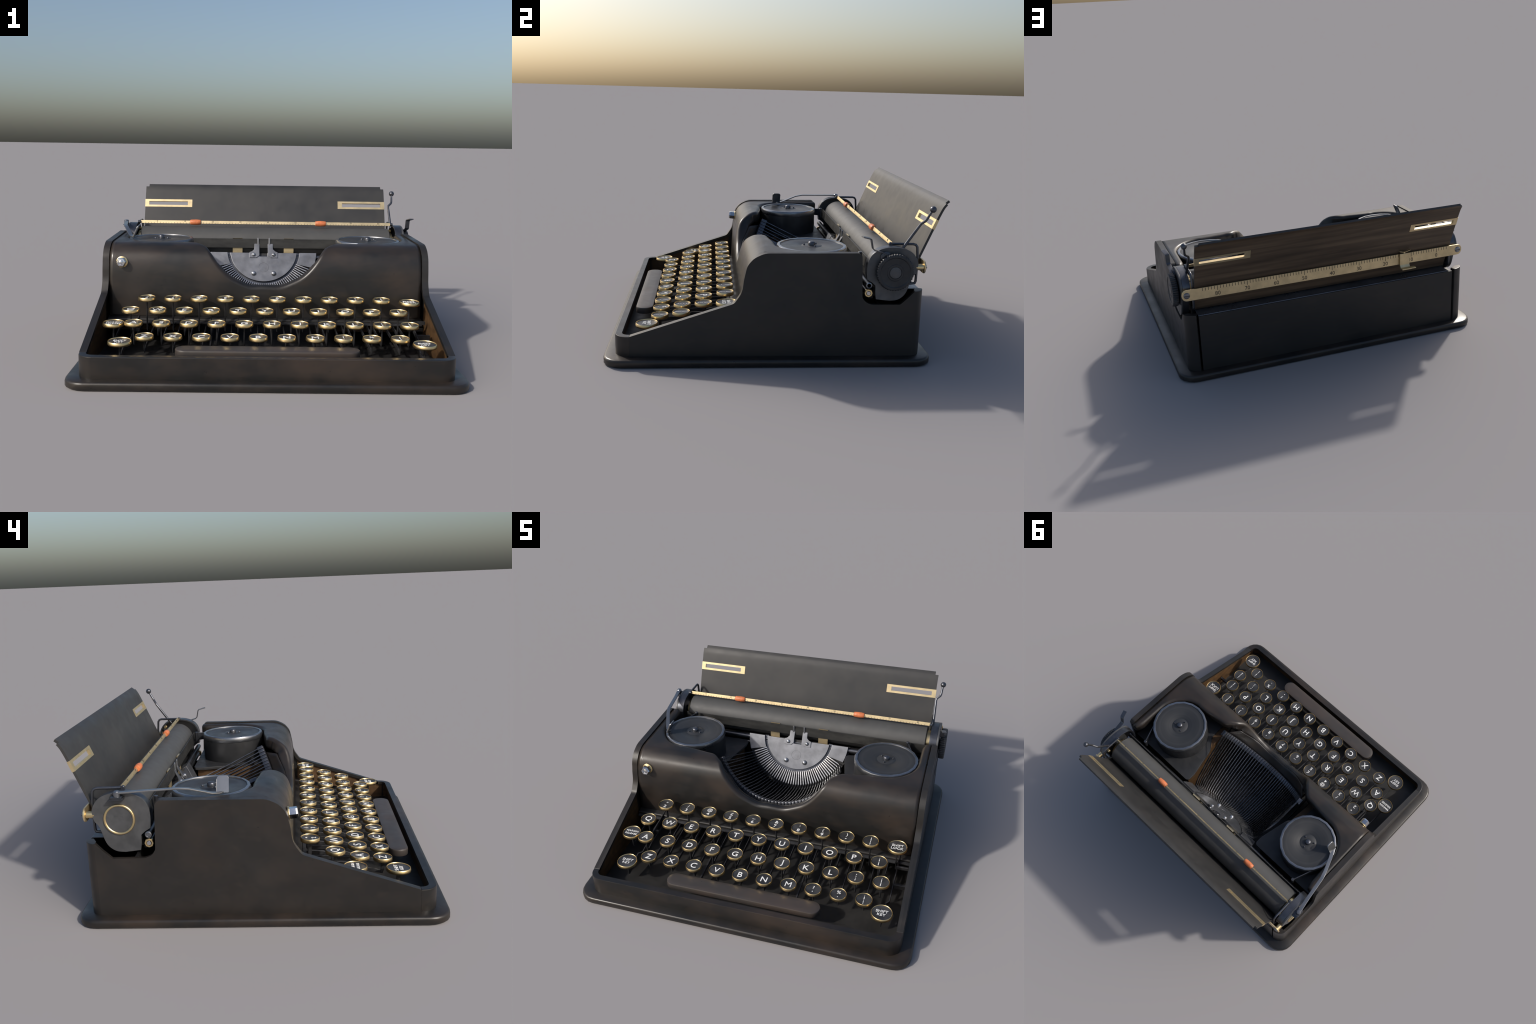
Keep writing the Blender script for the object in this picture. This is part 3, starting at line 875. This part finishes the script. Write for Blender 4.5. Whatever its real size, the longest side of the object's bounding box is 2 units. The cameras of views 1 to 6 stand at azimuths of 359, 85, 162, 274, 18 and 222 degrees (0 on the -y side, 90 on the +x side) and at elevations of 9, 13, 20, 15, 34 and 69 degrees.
for i, nme in enumerate(('0', '10', '20', '30', '40', '50', '60', '70', '80')):
    me = text_mesh(nme, 0.015, 0.0, 0.0004)
    ob = add('numeral', me, on_bail(-0.722 + 0.188 * i, 0.0145, 0.0004), bail, INK)
    ob.rotation_euler = (radians(67.5), 0, 0)
for x in (-0.463, 0.388):
    L = 0.0355
    lathe('bail_roll', [(0, -L), (0.0145, -L), (0.0165, -L + 0.0025), (0.0185, -0.014), (0.019, 0), (0.0185, 0.014), (0.0165, L - 0.0025), (0.0145, L), (0, L)],
          (x, 0.6165, 0.656), (1, 0, 0), ORANGE, 24, parent=bail, angle=50)

# ------------------------------------------------------------------ paper table
TX0, TX1 = -0.834, 0.861
def table():
    # centre line (y, z) from behind the platen to the rolled-back top edge
    ctl = [(0.706, 0.412), (0.742, 0.500), (0.779, 0.586), (0.821, 0.686), (0.862, 0.784), (0.880, 0.825), (0.894, 0.853), (0.908, 0.872), (0.919, 0.882), (0.927, 0.888)]
    path = catmull(ctl, 5)
    th = 0.011
    w0, w1 = (0.737, 0.788)          # window frame z range
    hz0, hz1 = (0.7495, 0.7755)      # hole z range
    xs = [TX0, TX0 + 0.0205, TX0 + 0.026, TX0 + 0.300, TX1 - 0.300, TX1 - 0.026, TX1 - 0.0205, TX1]
    # insert exact hole heights in the path
    def ins(path, z):
        out = []
        for a, b in zip(path, path[1:]):
            out.append(a)
            if a.y < z - 1e-4 and b.y > z + 1e-4:
                out.append(a.lerp(b, (z - a.y) / (b.y - a.y)))
        return out + [path[-1]]
    for z in (hz0, hz1, 0.8735):
        path = ins(path, z)
    n = len(path)
    nor = []
    for i in range(n):
        d = (path[min(n - 1, i + 1)] - path[max(0, i - 1)]).normalized()
        nor.append(V((-d.y, d.x)))       # toward the front/up
    bm = bmesh.new()
    F, B = {}, {}
    for i in range(n):
        for j, x in enumerate(xs):
            f = path[i] + nor[i] * (th / 2 + 0.002); b = path[i] - nor[i] * th / 2
            F[i, j] = bm.verts.new((x, f.x, f.y)); B[i, j] = bm.verts.new((x, b.x, b.y))
    keep = set()
    for i in range(n - 1):
        for j in range(len(xs) - 1):
            zc = (path[i].y + path[i + 1].y) / 2
            hole = hz0 < zc < hz1 and j in (2, 4)
            notch = zc > 0.8735 and j in (0, 6)
            if not hole and not notch:
                keep.add((i, j))
    for (i, j) in keep:
        fa = bm.faces.new([F[i, j], F[i, j + 1], F[i + 1, j + 1], F[i + 1, j]]); fa.material_index = 0
        fb = bm.faces.new([B[i, j], B[i + 1, j], B[i + 1, j + 1], B[i, j + 1]]); fb.material_index = 1
        for (di, dj, k0, k1) in ((-1, 0, (0, 0), (0, 1)), (1, 0, (1, 1), (1, 0)), (0, -1, (1, 0), (0, 0)), (0, 1, (0, 1), (1, 1))):
            if (i + di, j + dj) not in keep:
                a0 = (i + k0[0], j + k0[1]); a1 = (i + k1[0], j + k1[1])
                bm.faces.new([F[a0], B[a0], B[a1], F[a1]]).material_index = 0
    bmesh.ops.delete(bm, geom=[v for v in bm.verts if not v.link_faces], context='VERTS')
    bmesh.ops.recalc_face_normals(bm, faces=bm.faces)
    me = bpy.data.meshes.new('paper_table')
    bm.to_mesh(me); bm.free()
    for m in (TABLE, WOODT):
        me.materials.append(m)
    me.shade_smooth(); me.set_sharp_from_angle(angle=radians(35))
    ob = bpy.data.objects.new('paper_table', me); COL.objects.link(ob); ob.parent = ROOT
    # brass window frames, front and back of the sheet joined by the reveal
    def yz(z, off):
        for i in range(n - 1):
            if path[i].y <= z <= path[i + 1].y:
                t = (z - path[i].y) / (path[i + 1].y - path[i].y)
                return path[i].lerp(path[i + 1], t) + nor[i].lerp(nor[i + 1], t) * off
    for s in (-1, 1):
        x0, x1 = (TX0 - 0.0015, TX0 + 0.331) if s < 0 else (TX1 - 0.331, TX1 + 0.0015)
        h0, h1 = (TX0 + 0.0262, TX0 + 0.2998) if s < 0 else (TX1 - 0.2998, TX1 - 0.0262)
        zs = [w0, hz0 + 0.0004, hz1 - 0.0004, w1]; xx = [x0, h0, h1, x1]
        vv, ff = [], []
        o1, o2 = th / 2 + 0.0036, -th / 2 - 0.0018
        def idx(side, i, j): return side * 16 + i * 4 + j
        for side, o in ((0, o1), (1, o2)):
            for z in zs:
                p = yz(z, o)
                for x in xx:
                    vv.append((x, p.x, p.y))
        cells = [(i, j) for i in range(3) for j in range(3) if (i, j) != (1, 1)]
        for i, j in cells:
            ff.append([idx(0, i, j), idx(0, i, j + 1), idx(0, i + 1, j + 1), idx(0, i + 1, j)])
            ff.append([idx(1, i, j), idx(1, i + 1, j), idx(1, i + 1, j + 1), idx(1, i, j + 1)])
            for di, dj, k0, k1 in ((-1, 0, (0, 0), (0, 1)), (1, 0, (1, 1), (1, 0)), (0, -1, (1, 0), (0, 0)), (0, 1, (0, 1), (1, 1))):
                if (i + di, j + dj) not in cells:
                    a0 = (i + k0[0], j + k0[1]); a1 = (i + k1[0], j + k1[1])
                    ff.append([idx(0, *a0), idx(1, *a0), idx(1, *a1), idx(0, *a1)])
        make('window_frame', vv, ff, RULE, parent=ob)
    return ob
table()

# ------------------------------------------------------------------ rear ruler
def ruler():
    zc, hh = 0.540, 0.0345
    xa, xb = -0.888, 0.912
    pts = []
    for k in range(13):
        a = -pi / 2 + pi * k / 12
        pts.append((xb + hh * cos(a) * 0.85, zc + hh * sin(a)))
    for k in range(13):
        a = pi / 2 + pi * k / 12
        pts.append((xa + hh * cos(a) * 0.85, zc + hh * sin(a)))
    ob = prism('margin_ruler', pts, 'y', 0.786, 0.7945, RULE, bevel=0.0012, bev_angle=50)
    # graduations: 0 at the left seen from the front, 80 at the right
    x_of = lambda u: -0.731 + 0.01821 * u
    ch = []
    for u in range(-4, 86):
        ln = 0.028 if u % 10 == 0 else 0.0185
        ch.append(box_data((x_of(u) - 0.0016, 0.7940, zc + hh - 0.001 - ln), (x_of(u) + 0.0016, 0.7951, zc + hh - 0.001)))
    v, f = join_data(ch)
    g = make('graduation', v, f, INK, parent=ob); g['kind'] = 'stuff'
    for u in range(0, 90, 10):
        me = text_mesh(str(u), 0.034, 0.0, 0.0005)
        o = add('numeral', me, (x_of(u), 0.7950, zc - 0.013), ob, INK)
        o.rotation_euler = (radians(90), 0, radians(180))
    for x in (xa, xb):
        lathe('ruler_screw', [(0.019, 0), (0.019, 0.003), (0.015, 0.007), (0.0, 0.009)], (x, 0.7943, zc), (0, 1, 0), RIMM, 24, parent=ob)
        sl = box('screw_slot', (x - 0.0155, 0.799, zc - 0.0016), (x + 0.0155, 0.8036, zc + 0.0016), BLACK, parent=ob)
    # sliding margin stop with its hook
    x0, x1 = -0.530, -0.463
    st = prism('margin_stop', fillet([(0.798, 0.580), (0.808, 0.580), (0.809, 0.505), (0.818, 0.489), (0.840, 0.488), (0.840, 0.480), (0.812, 0.480), (0.798, 0.500)],
                                     [0.003, 0.003, 0.01, 0.008, 0, 0, 0.01, 0.01], 3), 'x', x0, x1, RULE, bevel=0.002, parent=ob)
    box('stop_hook', (x0 - 0.032, 0.812, 0.4805), (x0 + 0.004, 0.839, 0.4885), RULE, parent=st, bevel=0.003)
    sweep('stop_clip', [(x0 - 0.004, 0.806, 0.600), (-0.505, 0.800, 0.589), (-0.488, 0.800, 0.589), (x1 + 0.004, 0.806, 0.598)], 0.016, 0.003, RULE, side=(0, 1, 0), parent=st)
    cyl('stop_neck', (-0.497, 0.800, 0.572), (-0.497, 0.800, 0.590), 0.006, RULE, 10, parent=st)
ruler()

# ------------------------------------------------------------------ levers on the carriage ends
# left: line-space lever
pv = (-0.932, 0.619, 0.655)
prism('lever_bracket', [(0.588, 0.622), (0.590, 0.634), (0.645, 0.634), (0.664, 0.622)], 'x', -0.945, -0.905, IRON, bevel=0.002)
box('lever_bracket', (-0.950, 0.594, 0.634), (-0.872, 0.648, 0.640), IRON, bevel=0.002)
lv = sweep('return_lever', [(-0.934, 0.628, 0.6575), (-0.916, 0.52, 0.659), (-0.891, 0.345, 0.661), (-0.874, 0.29, 0.653), (-0.834, 0.190, 0.618), (-0.818, 0.158, 0.612), (-0.800, 0.140, 0.614)],
      0.026, 0.0085, LEVS, side=(1, 0.15, 0), bevel=0.002, scales=[1, 0.9, 0.9, 0.9, 0.95, 1.0, 1.0])
lathe('lever_pivot', [(0.016, 0.640), (0.016, 0.662), (0.012, 0.667), (0, 0.669)], (pv[0], pv[1], 0), (0, 0, 1), RIMM, 20, parent=lv)
# thumb pad: rounded vertical plate, leaning
pad = fillet([(0.108, 0.611), (0.168, 0.611), (0.168, 0.688), (0.108, 0.688)], [0.006, 0.006, 0.016, 0.016], 5)
def pad_frame(a, p):
    f = max(0.0, (p[1] - 0.611) / 0.077)
    return (-0.808 + a + 0.036 * f ** 1.5, p[0], p[1])
prism('thumb_pad', pad, None, -0.0045, 0.0045, LEVS, frame=pad_frame, parent=lv, bevel=0.002)

# right: paper-release lever with ball
pth = [(0.880, 0.668, 0.625), (0.878, 0.690, 0.655), (0.874, 0.764, 0.762), (0.877, 0.770, 0.772), (0.896, 0.783, 0.787), (0.900, 0.790, 0.797), (0.904, 0.816, 0.846)]
pr = sweep('paper_release_lever', pth, 0.0150, 0.0150, IRON, side=X, round_segs=12, angle=60, scales=[1.1, 1.1, 1, 1, 1, 1, 0.85])
lathe('lever_ball', [(0, -0.0185), (0.009, -0.016), (0.0155, -0.010), (0.0185, 0), (0.0155, 0.010), (0.009, 0.016), (0, 0.0185)], (0.905, 0.820, 0.853), (0, 0.5, 0.8), IRON, 22, parent=pr, angle=80)
# right: flat zig-zag platen release
sweep('release_tab', [(0.955, 0.590, 0.606), (0.950, 0.560, 0.622), (0.950, 0.548, 0.628), (0.952, 0.504, 0.640), (0.953, 0.494, 0.650), (0.953, 0.484, 0.697), (0.956, 0.478, 0.703), (0.968, 0.434, 0.714)],
      0.024, 0.005, IRON, side=X, bevel=0.001, scales=[1, 1, 1.05, 1.1, 1.15, 1.15, 1.15, 1.2])
lathe('release_cam', [(0, 0), (0.030, 0), (0.030, 0.010), (0.024, 0.013), (0, 0.013)], (xr - 0.001, 0.572, 0.600), (1, 0, 0), IRON, 20)
